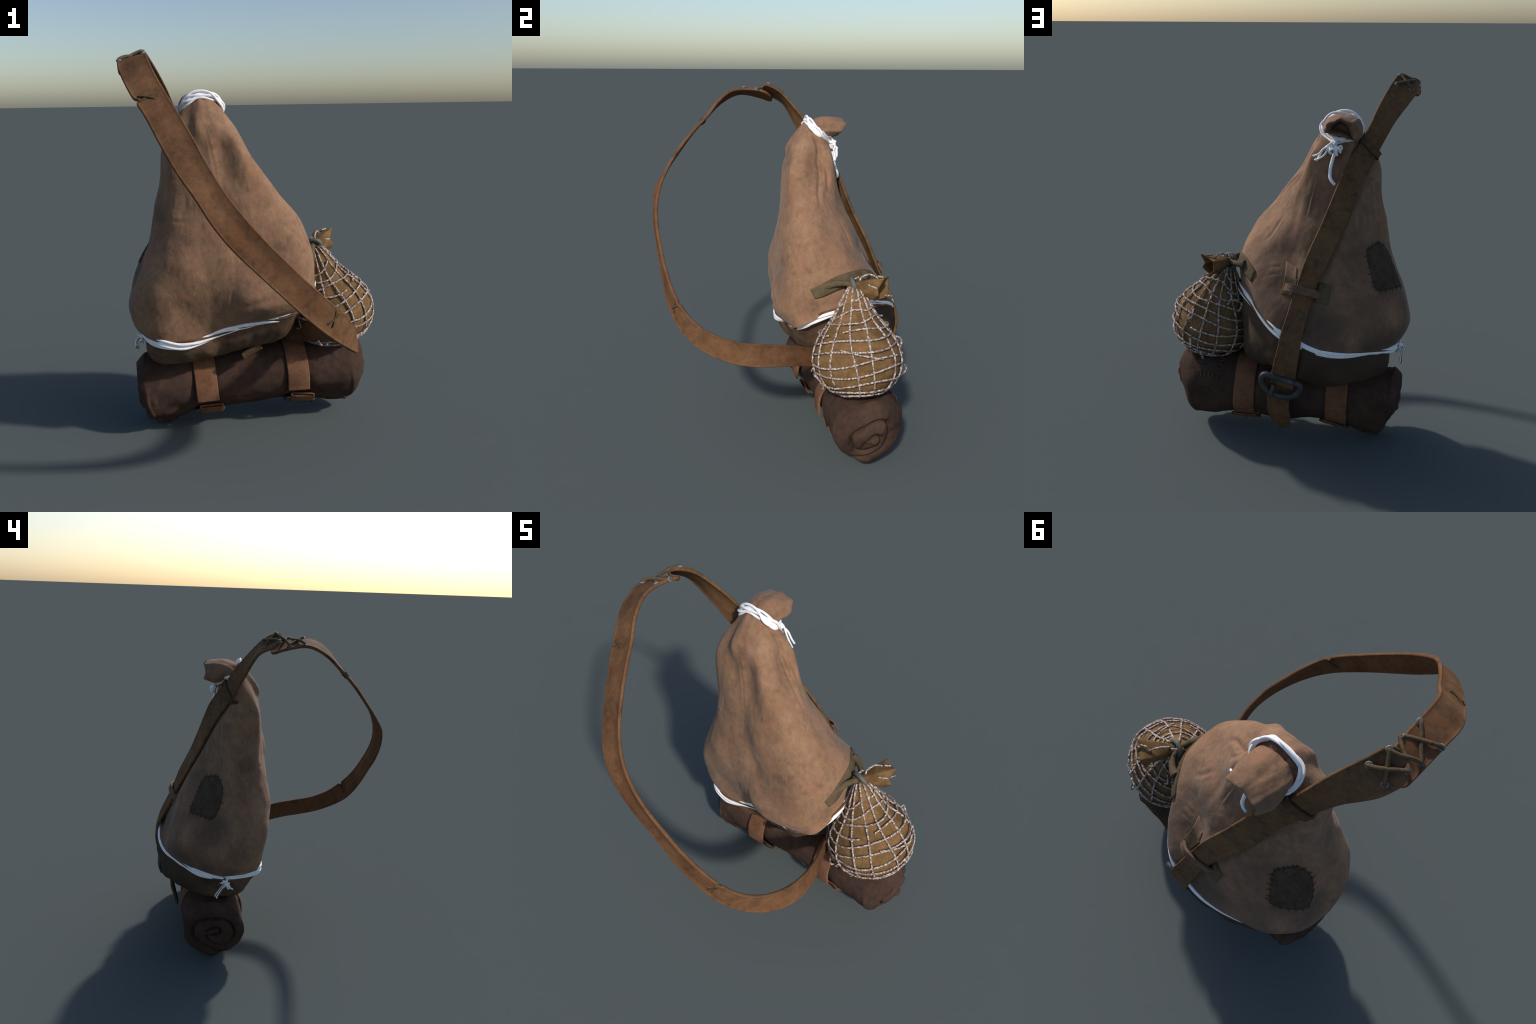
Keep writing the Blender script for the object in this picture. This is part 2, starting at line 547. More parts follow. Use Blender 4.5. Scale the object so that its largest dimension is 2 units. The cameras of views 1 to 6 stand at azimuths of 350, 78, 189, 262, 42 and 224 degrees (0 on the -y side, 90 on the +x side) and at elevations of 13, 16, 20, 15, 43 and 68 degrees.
# ------------------------------------------------------------------ the whole thing
pack = bpy.data.objects.new("travel_pack", None)
bpy.context.scene.collection.objects.link(pack)
pack["label"] = "pear-shaped tan leather sack with sling strap, bedroll and netted pouch"
pack["category"] = "bag"

# ---- sack: lofted from the waist cord up to the neck cord
def around(pts, centre, n):
    """radius and height of a closed loop of points, at n equal angles"""
    d = A(pts)[:, :2] - centre
    a = np.arctan2(d[:, 1], d[:, 0]) % TAU
    o = np.argsort(a)
    ang = np.r_[a[o] - TAU, a[o], a[o] + TAU]
    th = np.arange(n)*TAU/n
    return np.interp(th, ang, np.tile(np.linalg.norm(d, axis=1)[o], 3)), np.interp(th, ang, np.tile(A(pts)[o, 2], 3))


radii = A(SACK_SECTIONS)
ns, na = radii.shape
ts = A([0, .05, .12, .22, .33, .45, .57, .69, .80, .89, .96, 1.])
mid = np.stack([np.interp(ts, [0, .3, .6, 1], [-.19, -.19, -.22, -.262]), np.interp(ts, [0, .3, .6, 1], [.34, .28, .25, .25])], -1)
_, z_low = around(CORD, mid[0], na)
_, z_top = around(NECK, mid[-1], na)
lo, hi = z_low.mean(), z_top.mean()
Z = lo + (hi - lo)*ts[:, None] + (z_low - lo)*(1 - ts[:, None])**2 + (z_top - hi)*ts[:, None]**6
th = np.arange(na)*TAU/na
ctrl = np.stack([mid[:, :1] + radii*np.cos(th), mid[:, 1:] + radii*np.sin(th), Z], -1)
U, W = cubic(ns, 14, False), cubic(na, 16, True)
P = np.einsum("ab,bcd,ec->aed", U, ctrl, W)
tt = np.interp(np.arange(P.shape[0])/14, np.arange(ns), ts)[:, None]
N = grid_normals(P)

# creases and folds: path on the hide, depth (minus is a groove), half width
CREASES = [
    ([(-.182, .192, 1.746), (-.150, .217, 1.68), (-.125, .222, 1.605), (-.075, .220, 1.507), (0, .195, 1.436), (.025, .189, 1.408), (.073, .190, 1.330)], -.017, .012),
    ([(-.150, .250, 1.68), (-.134, .233, 1.633), (-.098, .25, 1.566), (-.064, .26, 1.499), (-.02, .25, 1.41)], -.011, .010),
    ([(-.165, .175, 1.68), (-.11, .165, 1.54), (-.03, .13, 1.40), (.04, .10, 1.25)], .006, .030),
    ([(.031, .305, 1.277), (.089, .345, 1.18), (.122, .349, 1.144)], -.008, .010),
    ([(.06, .28, 1.26), (.15, .28, 1.15)], .008, .030),
    ([(.09, .002, 1.176), (.164, .011, 1.11), (.214, .025, 1.054)], -.006, .008),
    ([(.15, .02, 1.10), (.21, .03, 1.10), (.24, .05, 1.09)], -.004, .006),
    ([(-.259, .076, 1.623), (-.238, .07, 1.504), (-.225, .061, 1.43), (-.214, .032, 1.304)], -.0028, .006),
    ([(-.225, .065, 1.47), (-.215, .03, 1.33), (-.181, .0, 1.20), (-.129, -.012, 1.068), (-.06, -.035, .95), (.02, -.05, .885)], -.015, .045),
    ([(-.444, .08, 1.193), (-.41, .063, 1.193), (-.372, .049, 1.192)], -.008, .006),
    ([(-.165, -.03, .86), (-.174, -.003, .74)], -.006, .006),
    ([(-.153, -.014, .74), (-.05, -.05, .782), (.086, -.068, .824)], -.012, .018),
    ([(-.148, .336, 1.483), (-.122, .361, 1.365), (-.111, .39, 1.294)], .006, .006),
    ([(-.10, .30, 1.50), (-.05, .33, 1.36), (-.03, .397, 1.233), (-.009, .451, 1.074)], -.012, .025),
    ([(-.41, .322, 1.484), (-.431, .326, 1.383), (-.445, .325, 1.298)], .005, .006),
    ([(-.40, .29, 1.56), (-.385, .335, 1.44), (-.40, .35, 1.33)], -.006, .012),
    ([(-.344, .381, 1.348), (-.38, .372, 1.285), (-.43, .357, 1.221)], .005, .007),
    ([(-.291, .529, 1.013), (-.369, .541, .943), (-.426, .545, .901)], -.008, .009),
    ([(-.178, .607, .849), (-.288, .594, .865), (-.434, .557, .876)], -.006, .008),
    ([(-.229, .611, .831), (-.32, .60, .827), (-.425, .586, .824)], -.005, .006),
    ([(-.351, .594, .843), (-.47, .56, .828), (-.586, .50, .813)], -.005, .007),
    ([(.087, .458, 1.023), (.055, .463, 1.03), (.02, .468, 1.033)], -.006, .006),
    ([(.085, .488, .99), (.055, .49, .998), (.023, .491, 1.002)], -.006, .006),
    ([(-.56, .33, .80), (-.52, .42, .79), (-.45, .52, .76)], .006, .035),
    ([(-.52, .22, 1.08), (-.54, .20, .98), (-.57, .22, .90)], -.007, .012),
    ([(-.30, .07, 1.55), (-.33, .09, 1.45), (-.36, .07, 1.33)], .006, .04),
    ([(.05, .05, 1.02), (.10, .02, .92), (.14, .0, .82)], .006, .04),
    ([(.20, .05, .94), (.24, .10, .85)], -.004, .02),
]
disp = .006*fbm(P, 3.2, 1.) + .0022*fbm(P, 9., 2.) + .0008*fbm(P*A((1, 1, .35)), 34., 5.)
for path, depth, width in CREASES:
    d, at = dist_to_path(P, smooth_path(path, 5))
    fade = ease(np.minimum(at, 1 - at)*(4 if width < .015 else 2.2) + (.12 if width < .015 else 0))
    core = np.exp(-(d/width)**2)
    lip = np.exp(-((d - 2.1*width)/(1.1*width))**2)
    disp += .58*fade*(depth*core - (.3*depth*lip if width < .02 else 0))
# gathers under the neck cord
ang = np.arange(P.shape[1])*TAU/P.shape[1]
gather = np.sin(9*ang + .8*np.sin(2*ang)) + .6*np.sin(14*ang + 1.3)
disp += .0016*gather*ease((tt - .72)/.26)
disp *= ease((tt + .01)/.05)
P = P + N*disp[..., None]
# the back strap presses into the hide: nothing may stand proud under it
lower = [(-.108, .694, .63, .008, .692, .655), (-.096, .680, .545, .026, .682, .575), (-.086, .655, .46, .044, .658, .495)]
sb_all = np.vstack([A(STRAP_BACK)[:-2], lower])
sb = even(smooth_path((sb_all[:, :3] + sb_all[:, 3:])/2, 6), 180)
sw = unit(smooth_path(sb_all[:, 3:] - sb_all[:, :3], 6)[np.linspace(0, (len(sb_all) - 1)*6, 180).astype(int)])
sn = unit(np.cross(np.gradient(sb, axis=0), sw))
sn *= np.where(sn[:, 1:2] < 0, -1, 1)


def press(P3, top):
    flat = P3.reshape(-1, 3)
    for i in np.where((flat[:, 1] > .15) & (flat[:, 2] < top))[0]:
        k = int(np.argmin(((sb - flat[i])**2).sum(1)))
        rel = flat[i] - sb[k]
        u, h = abs(rel @ sw[k]), rel @ sn[k]
        lim = -.013 + max(0, u - .062)*.55
        if u < .13 and h > lim and h < .1:
            flat[i] -= sn[k]*(h - lim)
    return flat.reshape(P3.shape)


P = press(P, 1.75)
# tuck the open hem in under the waist cord
low = P[:1].copy()
c0 = low.mean(1, keepdims=True)
tuck = np.concatenate([c0 + (low - c0)*.70 + A((0, 0, .03)), c0 + (low - c0)*.93 + A((0, 0, .006))], 0)
P = np.concatenate([tuck, P], 0)
Q = P.reshape(-1, 3)
F = grid_faces(P.shape[0], P.shape[1])
F.append(tuple(range(P.shape[1] - 1, -1, -1)))
F.append(tuple(range((P.shape[0] - 1)*P.shape[1], P.shape[0]*P.shape[1])))
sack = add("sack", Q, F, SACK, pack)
SKIN = BVHTree.FromPolygons([tuple(v) for v in Q], F)


def snap(p, off=0.):
    q, n, _, _ = SKIN.find_nearest(Vector(p))
    n = A(n)
    if n @ (A(q) - A((-.2, .28, q[2]))) < 0:
        n = -n
    return A(q) + n*off, n


def sewn_piece(name, corners, mat, parent, thick=.004, n=14, wobble=.0, bulge=0.):
    """a piece of cloth or leather lying on the sack: four corners, counter-clockwise from outside or not"""
    a, b, c, d = map(A, corners)
    G = np.zeros((n + 1, n + 1, 3))
    for i in range(n + 1):
        for j in range(n + 1):
            u, v = i/n, j/n
            p = (1 - u)*(1 - v)*a + u*(1 - v)*b + u*v*c + (1 - u)*v*d
            p = p + wobble*A((math.sin(9*v + 3*u), math.sin(8*u + 2), math.sin(7*v + 1)))*(1 if min(u, v, 1 - u, 1 - v) < .01 else 0)
            q, nn = snap(p)
            edge = min(u, v, 1 - u, 1 - v)*n
            G[i, j] = q + nn*(thick*(.8 if edge < .5 else 1.) + bulge*math.sin(math.pi*u)*math.sin(math.pi*v))
    m = n + 1
    V = list(G.reshape(-1, 3))
    F = grid_faces(m, m, wrap=False)
    rim = [(0, j) for j in range(n)] + [(i, n) for i in range(n)] + [(n, j) for j in range(n, 0, -1)] + [(i, 0) for i in range(n, 0, -1)]
    base = len(V)
    for i, j in rim:
        q, nn = snap(G[i, j])
        V.append(q - nn*.003)
    k = len(rim)
    for e in range(k):
        i0, j0 = rim[e]
        i1, j1 = rim[(e + 1) % k]
        F.append((i0*m + j0, i1*m + j1, base + (e + 1) % k, base + e))
    ob = add(name, V, F, mat, parent)
    import bmesh
    bm = bmesh.new()
    bm.from_mesh(ob.data)
    bmesh.ops.recalc_face_normals(bm, faces=bm.faces)
    bm.to_mesh(ob.data)
    bm.free()
    return ob, G


# ---- lower part of the sack below the waist cord
B0 = A((-.19, .36, .60))
br = A(BASE_SECTIONS)
nb, ma = br.shape
tb = A([0, .15, .32, .5, .7, .85, 1.])
d = A(CORD) - B0
a = np.arctan2(d[:, 1], d[:, 0]) % TAU
o = np.argsort(a)
thb = np.arange(ma)*TAU/ma
cd = np.stack([np.interp(thb, np.r_[a[o] - TAU, a[o], a[o] + TAU], np.tile(d[o, k], 3)) for k in range(3)], -1)
el0 = np.arcsin(cd[:, 2]/np.linalg.norm(cd, axis=1))
el = el0 + (math.radians(-88) - el0)*tb[:, None]
dirs = np.stack([np.cos(el)*np.cos(thb), np.cos(el)*np.sin(thb), np.sin(el)], -1)
Pb = np.einsum("ab,bcd,ec->aed", cubic(nb, 10, False), B0 + br[..., None]*dirs, cubic(ma, 14, True))
Nb = grid_normals(Pb)
fade = ease(np.linspace(0, 1, Pb.shape[0])*5)[:, None]
angb = np.arange(Pb.shape[1])*TAU/Pb.shape[1]
db = .010*fbm(Pb, 5., 3.) + .005*np.abs(fbm(Pb*A((1, 1, .5)), 11., 4.)) + .002*fbm(Pb, 24., 12.) + .004*np.sin(13*angb + 1.5*np.sin(3*angb))*np.exp(-((np.linspace(0, 1, Pb.shape[0])[:, None] - .15)/.2)**2)
Pb = Pb - Nb*(db*fade)[..., None]
Pb = press(Pb, .9)
top = Pb[:1]
cb = top.mean(1, keepdims=True)
Pb = np.concatenate([cb + (top - cb)*.75 + A((0, 0, .02)), cb + (top - cb)*.96 + A((0, 0, .004)), Pb], 0)
F = grid_faces(Pb.shape[0], Pb.shape[1], flip=True)
F.append(tuple(range(Pb.shape[1])))
F.append(tuple(range((Pb.shape[0] - 1)*Pb.shape[1], Pb.shape[0]*Pb.shape[1]))[::-1])
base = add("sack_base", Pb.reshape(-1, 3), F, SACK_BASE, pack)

# ---- gathered mouth above the neck cord: it bends over to the back and stands open
MOUTH = [
    [(-.262, .215, 1.765), (-.225, .218, 1.758), (-.195, .228, 1.742), (-.185, .240, 1.728), (-.192, .256, 1.718), (-.212, .274, 1.708), (-.255, .288, 1.70), (-.305, .285, 1.703), (-.335, .268, 1.708), (-.343, .242, 1.722), (-.338, .225, 1.742), (-.305, .216, 1.762)],
    [(-.262, .225, 1.795), (-.220, .225, 1.788), (-.185, .235, 1.762), (-.178, .250, 1.735), (-.188, .272, 1.715), (-.212, .292, 1.702), (-.257, .304, 1.693), (-.308, .302, 1.694), (-.342, .285, 1.70), (-.355, .258, 1.722), (-.348, .238, 1.755), (-.308, .226, 1.786)],
    [(-.264, .275, 1.812), (-.222, .272, 1.806), (-.183, .275, 1.782), (-.172, .285, 1.742), (-.190, .292, 1.712), (-.232, .306, 1.700), (-.275, .312, 1.690), (-.325, .312, 1.688), (-.358, .300, 1.705), (-.367, .290, 1.748), (-.352, .285, 1.785), (-.310, .280, 1.806)],
    [(-.266, .340, 1.812), (-.226, .340, 1.806), (-.186, .342, 1.784), (-.170, .340, 1.736), (-.206, .328, 1.708), (-.262, .330, 1.706), (-.300, .330, 1.692), (-.345, .330, 1.684), (-.366, .350, 1.706), (-.370, .350, 1.752), (-.345, .345, 1.796), (-.304, .342, 1.808)],
    [(-.257, .398, 1.803), (-.224, .400, 1.790), (-.190, .402, 1.774), (-.184, .374, 1.727), (-.235, .362, 1.718), (-.272, .355, 1.715), (-.302, .350, 1.698), (-.343, .352, 1.681), (-.338, .410, 1.702), (-.350, .402, 1.745), (-.325, .408, 1.786), (-.288, .400, 1.792)],
    [(-.258, .385, 1.790), (-.226, .388, 1.778), (-.200, .388, 1.762), (-.198, .366, 1.731), (-.237, .352, 1.726), (-.270, .345, 1.724), (-.298, .342, 1.708), (-.328, .345, 1.695), (-.324, .385, 1.706), (-.318, .380, 1.735), (-.302, .380, 1.764), (-.280, .384, 1.780)],
    [(-.258, .32, 1.775), (-.235, .32, 1.768), (-.218, .32, 1.755), (-.215, .31, 1.735), (-.240, .31, 1.730), (-.265, .31, 1.728), (-.285, .31, 1.72), (-.305, .31, 1.715), (-.306, .32, 1.72), (-.303, .32, 1.74), (-.290, .32, 1.758), (-.272, .32, 1.77)],
]
mouth_m = .45*cubic(12, 8, True) + .55*np.array([[max(0., 1 - min(abs(i/8 - j), 12 - abs(i/8 - j))) for j in range(12)] for i in range(96)])
M = np.einsum("ab,bcd,ec->aed", cubic(7, 6, False), A(MOUTH), mouth_m)
M = M + (unit(M - M.mean(1, keepdims=True))*(.0035*fbm(M, 26., 6.) + .0012*np.sin(np.arange(96)*TAU/96*9)[None])[..., None])
F = grid_faces(M.shape[0], M.shape[1], flip=True)
F.append(tuple(range((M.shape[0] - 1)*M.shape[1], M.shape[0]*M.shape[1])))
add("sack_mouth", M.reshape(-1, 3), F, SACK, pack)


# ---- cords
def strands(name, loop, count, radius, amp_up, amp_out, turns, mats, parent, up_of, jitter=.0, sides=8):
    """several strands lying side by side and winding round each other along a closed loop"""
    loop = A(loop)
    n = len(loop)
    T = unit(np.roll(loop, -1, 0) - np.roll(loop, 1, 0))
    Uv = A([up_of(p) for p in loop])
    Uv = unit(Uv - T*np.sum(Uv*T, 1, keepdims=True))
    O = unit(np.cross(T, Uv))
    s = np.linspace(0, TAU, n, endpoint=False)
    for i in range(count):
        ph = turns*s + TAU*i/count + .5*np.sin(s*3 + i*2.1)
        j = jitter*np.sin(5*s + i*1.9)
        path = loop + Uv*(amp_up*np.cos(ph) + j)[:, None] + O*(amp_out*np.sin(ph))[:, None]
        tube(name, path, radius*(1 + .12*math.sin(i*2.7)), mats[i % len(mats)], parent, sides, True, (0, .1, 1))


neck_loop = [(-.222, .318, 1.684), (-.190, .292, 1.699), (-.163, .266, 1.711), (-.150, .238, 1.727), (-.158, .212, 1.750), (-.182, .193, 1.777), (-.215, .186, 1.795), (-.260, .183, 1.802), (-.307, .186, 1.798), (-.346, .192, 1.772), (-.367, .212, 1.740), (-.371, .244, 1.714), (-.360, .278, 1.700), (-.336, .304, 1.693), (-.298, .317, 1.687), (-.258, .323, 1.682)]
nl_c = A(neck_loop).mean(0)
neck_loop = nl_c + (A(neck_loop) - nl_c)*.925
neck_cord = tube("neck_cord", smooth_path(neck_loop, 6, True), .006, WHITE, pack, 8, True, (0, .1, 1))
strands("cord_strand", smooth_path(neck_loop, 8, True), 3, .0066, .0175, .004, 1, [WHITE], neck_cord, lambda p: (0, .45, .9), .003)
strands("cord_strand", smooth_path(nl_c + (neck_loop - nl_c)*1.05, 8, True), 2, .0064, .0165, .005, 2, [WHITE], neck_cord, lambda p: (0, .45, .9), .002)
# the knot at the back, its bights and its loose ends
K = A((-.226, .330, 1.668))
for i in range(7):
    ax1, ax2 = unit(rng.normal(size=3)), unit(rng.normal(size=3))
    s = np.linspace(0, TAU, 22, endpoint=False)
    c = K + A((.004*i - .012, .004*(i % 3), -.006*i + .014))
    tube("knot_turn", c + .017*np.cos(s)[:, None]*ax1 + .012*np.sin(s)[:, None]*ax2 + .004*np.sin(2*s)[:, None]*np.cross(ax1, ax2), .0058, WHITE, neck_cord, 7, True)
tube("cord_end", smooth_path([(-.232, .340, 1.655), (-.232, .338, 1.62), (-.222, .340, 1.580), (-.214, .352, 1.535), (-.216, .366, 1.500), (-.228, .373, 1.478), (-.243, .374, 1.464)], 6), .0088, WHITE, neck_cord)
for k, (e, m) in enumerate([((-.122, .330, 1.600), (-.175, .345, 1.640)), ((-.130, .322, 1.578), (-.185, .344, 1.615)), ((-.140, .318, 1.572), (-.170, .328, 1.632))]):
    tube("cord_end", smooth_path([K + A((.0, .006, .006*k)), K + A((.022, .014, -.012 + .004*k)), m, (A(m) + A(e))/2 + A((.004*(k - 1), .004, -.006)), e], 6), .0050, WHITE, neck_cord)
for e in ((-.262, .345, 1.625), (-.246, .352, 1.612), (-.214, .348, 1.618), (-.268, .340, 1.640)):
    tube("cord_end", smooth_path([K, K + A((-.018, .02, -.02)), A(e) + A((.004, .012, .02)), e, A(e) + A((.012, -.004, .012))], 6), .0062, WHITE, neck_cord)

loop = A(CORD)
c = loop.mean(0)
loop[:, :2] -= unit(loop[:, :2] - c[:2])*.002
for i in range(len(loop)):
    loop[i] -= A((0, .020, 0))*math.exp(-((loop[i, 0] + .06)/.09)**2)*(loop[i, 1] > .5)
    loop[i] += A((-.012, .028, .004))*math.exp(-((loop[i, 0] - .17)/.07)**2)*(loop[i, 1] < .1)
for i in range(len(loop)):
    out = unit(loop[i] - c)*A((1, 1, 0))
    loop[i] += out*(.014*math.exp(-((loop[i, 0] + .17)/.15)**2)*(loop[i, 1] < .12) + .014*(loop[i, 0] > .22))
fine = smooth_path(loop, 14, True)
waist_cord = tube("waist_cord", fine - A((0, 0, .002)), .006, WHITE, pack, 8, True, (0, .1, 1))
strands("cord_strand", fine, 4, .0070, .0165, .004, 3, [WHITE, WHITE, STRAP, WHITE], waist_cord, lambda p: (0, 0, 1), .004)
strands("cord_strand", fine + A((0, 0, -.003)), 2, .0070, .011, .006, 5, [WHITE], waist_cord, lambda p: (0, 0, 1), .003)
# its knot and tassel at the narrow end
K2 = A((-.618, .286, .542))
for i in range(6):
    ax1, ax2 = unit(rng.normal(size=3)), unit(rng.normal(size=3))
    s = np.linspace(0, TAU, 18, endpoint=False)
    tube("knot_turn", K2 + A((-.004, .012*(i % 3 - 1), .01 - .008*i)) + .014*np.cos(s)[:, None]*ax1 + .010*np.sin(s)[:, None]*ax2, .0050, WHITE, waist_cord, 6, True)
for e, mat in (((-.640, .252, .508), WHITE), ((-.648, .236, .496), STRAP), ((-.636, .262, .500), WHITE), ((-.642, .340, .450), STRAP), ((-.644, .336, .446), WHITE), ((-.634, .345, .452), WHITE), ((-.650, .240, .505), WHITE)):
    e = A(e)
    tube("cord_end", smooth_path([K2, K2*.6 + e*.4 + A((-.014, 0, .006)), K2*.2 + e*.8 + A((-.006, .006, 0)), e], 6), .0042, mat, waist_cord, 6)

# ---- sling strap
front = A(STRAP_FRONT)
fl, fr = front[:, :3].copy(), front[:, 3:].copy()
fl = np.vstack([(-.655, .080, 1.874), (-.659, .004, 1.906), fl[1:], (.235, .20, .470), (.18, .30, .452)])
fr = np.vstack([(-.548, .040, 1.930), (-.540, -.052, 1.958), fr[1:], (.240, .22, .565), (.19, .32, .53)])
fl[2] += A((0, 0, -.006))
fr[2] += A((0, 0, -.006))


def front_sag(t, u):
    fold = -.011*math.exp(-((u - .18)/.20)**2)*math.exp(-((t - .40)/.13)**2)
    ridge = .006*math.exp(-((u + .30)/.25)**2)*math.exp(-((t - .42)/.12)**2)
    return fold + ridge + .004*math.sin(11*t + 2*u)*(1 - u*u)


def pinch(edge, other, where, amount):
    """nick the edge of a strap where a cross stitch pulls it in"""
    n = len(edge)
    for i in range(n):
        k = math.exp(-((i/(n - 1) - where)/.0035)**2)
        edge[i] += (other[i] - edge[i])*amount*k


el_, er_ = even(smooth_path(fl, 8), 420), even(smooth_path(fr, 8), 420)


def nearest_t(pts, p):
    return int(np.argmin(np.linalg.norm(pts - A(p), axis=1)))/(len(pts) - 1)


t1, t2 = nearest_t(el_, (-.600, -.366, 1.757)), nearest_t(er_, (.190, -.605, .905))
pinch(el_, er_, t1, .13)
pinch(er_, el_, t2, .13)
V, F = band_mesh(el_, er_, .0085, sag=front_sag, taper0=.05)
strap = add("shoulder_strap", V, F, STRAP, pack)

back = A(STRAP_BACK)[:-2]
bl = np.vstack([back[:, :3], (-.108, .694, .63), (-.096, .680, .545), (-.086, .652, .460), (-.074, .640, .405)])
brr = np.vstack([back[:, 3:], (.008, .692, .655), (.026, .682, .575), (.044, .656, .495), (.054, .644, .440)])
bl[0] = (-.653, .026, 1.928)
brr[0] = (-.552, -.014, 1.994)
kl, kr = even(smooth_path(bl, 8), 320), even(smooth_path(brr, 8), 320)
V, F = band_mesh(kl, kr, .0085, sag=lambda t, u: .003*math.sin(17*t + 3*u)*(1 - u*u), taper0=.042)
back_strap = add("back_strap", V, F, STRAP_DARK, pack)
tl = [(-.058, .625, .475), (-.054, .612, .40), (-.048, .600, .32), (-.047, .592, .24), (-.052, .574, .185), (-.046, .556, .114)]
tr = [(.072, .625, .475), (.072, .612, .40), (.074, .600, .32), (.075, .592, .25), (.062, .576, .190), (.022, .556, .110)]
band("strap_tail", tl, tr, .0085, STRAP_DARK, back_strap, 8)


def strap_point(Lp, Rp, t, u, off):
    """a place on a strap: t along it, u from -1 to 1 across it, lifted off its outer face"""
    i = min(int(t*(len(Lp) - 1)), len(Lp) - 2)
    l, r = Lp[i], Rp[i]
    T = unit((Lp[i + 1] + Rp[i + 1]) - (l + r))
    n = unit(np.cross(T, r - l))
    return (l + r)/2 + (r - l)/2*u + n*off, n, T, unit(r - l)


def outer(n, c):
    """sign that points away from the middle of the sling"""
    return 1. if n @ (c - A((-.15, -.1, 1.3))) > 0 else -1.


# cross stitches that mend two nicks
for (t, side) in ((t1, -1), (t2, 1)):
    c, n, T, Wd = strap_point(el_, er_, t, side*.42, 0.)
    s = outer(n, c)
    for face in (1, -1):
        for q in (1, -1):
            d1 = unit(T*.42*q + Wd*.9)
            a, b = c + d1*.034, c - d1*.034
            lift = n*s*face
            path = [a - lift*.004, a + lift*.0095, (a + b)/2 + lift*(.0100 + .0035*(q > 0)), b + lift*.0095, b - lift*.004]
            tube("cross_stitch", smooth_path(path, 4), .0038, STITCH_LEATHER, strap, 7)

# lacing where the two straps overlap
left_holes = [(-.549, -.121, 1.975), (-.548, -.044, 1.990), (-.547, .026, 1.993), (-.533, .093, 1.965)]
right_holes = [(-.650, -.115, 1.936), (-.641, -.034, 1.950), (-.627, .026, 1.950), (-.606, .097, 1.930)]
SV = []
for ob in (strap, back_strap):
    me = ob.data
    SV.append(BVHTree.FromPolygons([v.co[:] for v in me.vertices], [p.vertices[:] for p in me.polygons]))


def on_strap(p):
    best = None
    p = Vector(p)
    for tree in SV:
        hit = tree.ray_cast(p + Vector((-.05, 0, .25)), Vector((.05, 0, -.25)).normalized())
        if hit[0] is not None and (best is None or hit[0].z > best[0].z):
            best = hit
    return (A(best[0]), unit(A(best[1])*(1 if best[1].z > 0 else -1))) if best else (A(p), unit(A((-.3, 0, 1))))


def ring_mesh(c, n, R, r, seg=20, sides=8, squash=1.):
    n = unit(n)
    a = unit(np.cross(n, A((.3, .9, .2))))
    b = np.cross(n, a)
    s = np.arange(seg)*TAU/seg
    path = c + R*(np.cos(s)[:, None]*a + squash*np.sin(s)[:, None]*b)
    return tube_mesh(path, r, sides, True, n)


holes = {}
for side, pts in (("l", left_holes), ("r", right_holes)):
    for i, p in enumerate(pts):
        q, n = on_strap(p)
        holes[side, i] = (q, n)
        V, F = ring_mesh(q + n*.002, n, .0095, .0042)
        add("eyelet", V, F, EYELET, strap)
for k, (a, b) in enumerate([("l0", "r1"), ("r0", "l1"), ("l1", "r2"), ("r1", "l2"), ("l2", "r3"), ("r2", "l3")]):
    (p, n), (q, m) = holes[a[0], int(a[1])], holes[b[0], int(b[1])]
    rise = .0075 + .007*(k % 2)
    path = [p - n*.006, p + n*.007, p*.7 + q*.3 + n*rise, p*.3 + q*.7 + m*rise, q + m*.007, q - m*.006]
    tube("lace", smooth_path(path, 6), .0076, LACE, strap, 8)

# leather loop that holds the strap at the neck
def across(t, half_width, us, offs, slope, half):
    rows = []
    for u, off in zip(us, offs):
        c, n, T, Wd = strap_point(kl, kr, t + slope*u, u, 0.)
        n = n if n[1] > 0 else -n
        rows.append((c + n*off - T*half_width, c + n*off + T*half_width))
    return band_mesh(smooth_path([r[0] for r in rows], 6), smooth_path([r[1] for r in rows], 6), half)


t_neck = nearest_t((kl + kr)/2, (-.412, .272, 1.642))
V, F = across(t_neck, .018, (1.5, 1.25, 1.05, .6, 0, -.6, -1.05, -1.25, -1.45), (-.035, .0, .016, .018, .018, .018, .015, .0, -.03), 0., .006)
add("neck_loop", V, F, NECK_LEATHER, back_strap)

# keeper lower down, sewn to the hide through two olive tabs
sewn_piece("sewn_tab", [(-.004, .498, 1.000), (-.079, .531, .990), (-.053, .570, .906), (.006, .558, .915)], OLIVE, sack, .006)
sewn_piece("sewn_tab", [(-.190, .556, .995), (-.252, .553, .982), (-.240, .591, .887), (-.165, .590, .893)], OLIVE, sack, .006)
sewn_piece("sewn_tab", [(-.005, .458, 1.062), (-.067, .499, 1.042), (-.070, .524, .988), (-.005, .498, .990)], LIGHT_TAB, sack, .004)
t_keep = nearest_t((kl + kr)/2, (-.125, .578, .947))
V, F = across(t_keep, .021, (2.05, 1.8, 1.45, 1.1, .6, 0, -.6, -1.1, -1.45, -1.75, -1.95), (-.016, .0, .012, .017, .018, .018, .018, .015, .006, -.006, -.022), .0085, .0065)
add("strap_keeper", V, F, mottled("keeper_leather", (.10, .058, .038), (.16, .095, .062), (.21, .13, .088), 14., (.17, .08, .05), .4), back_strap)

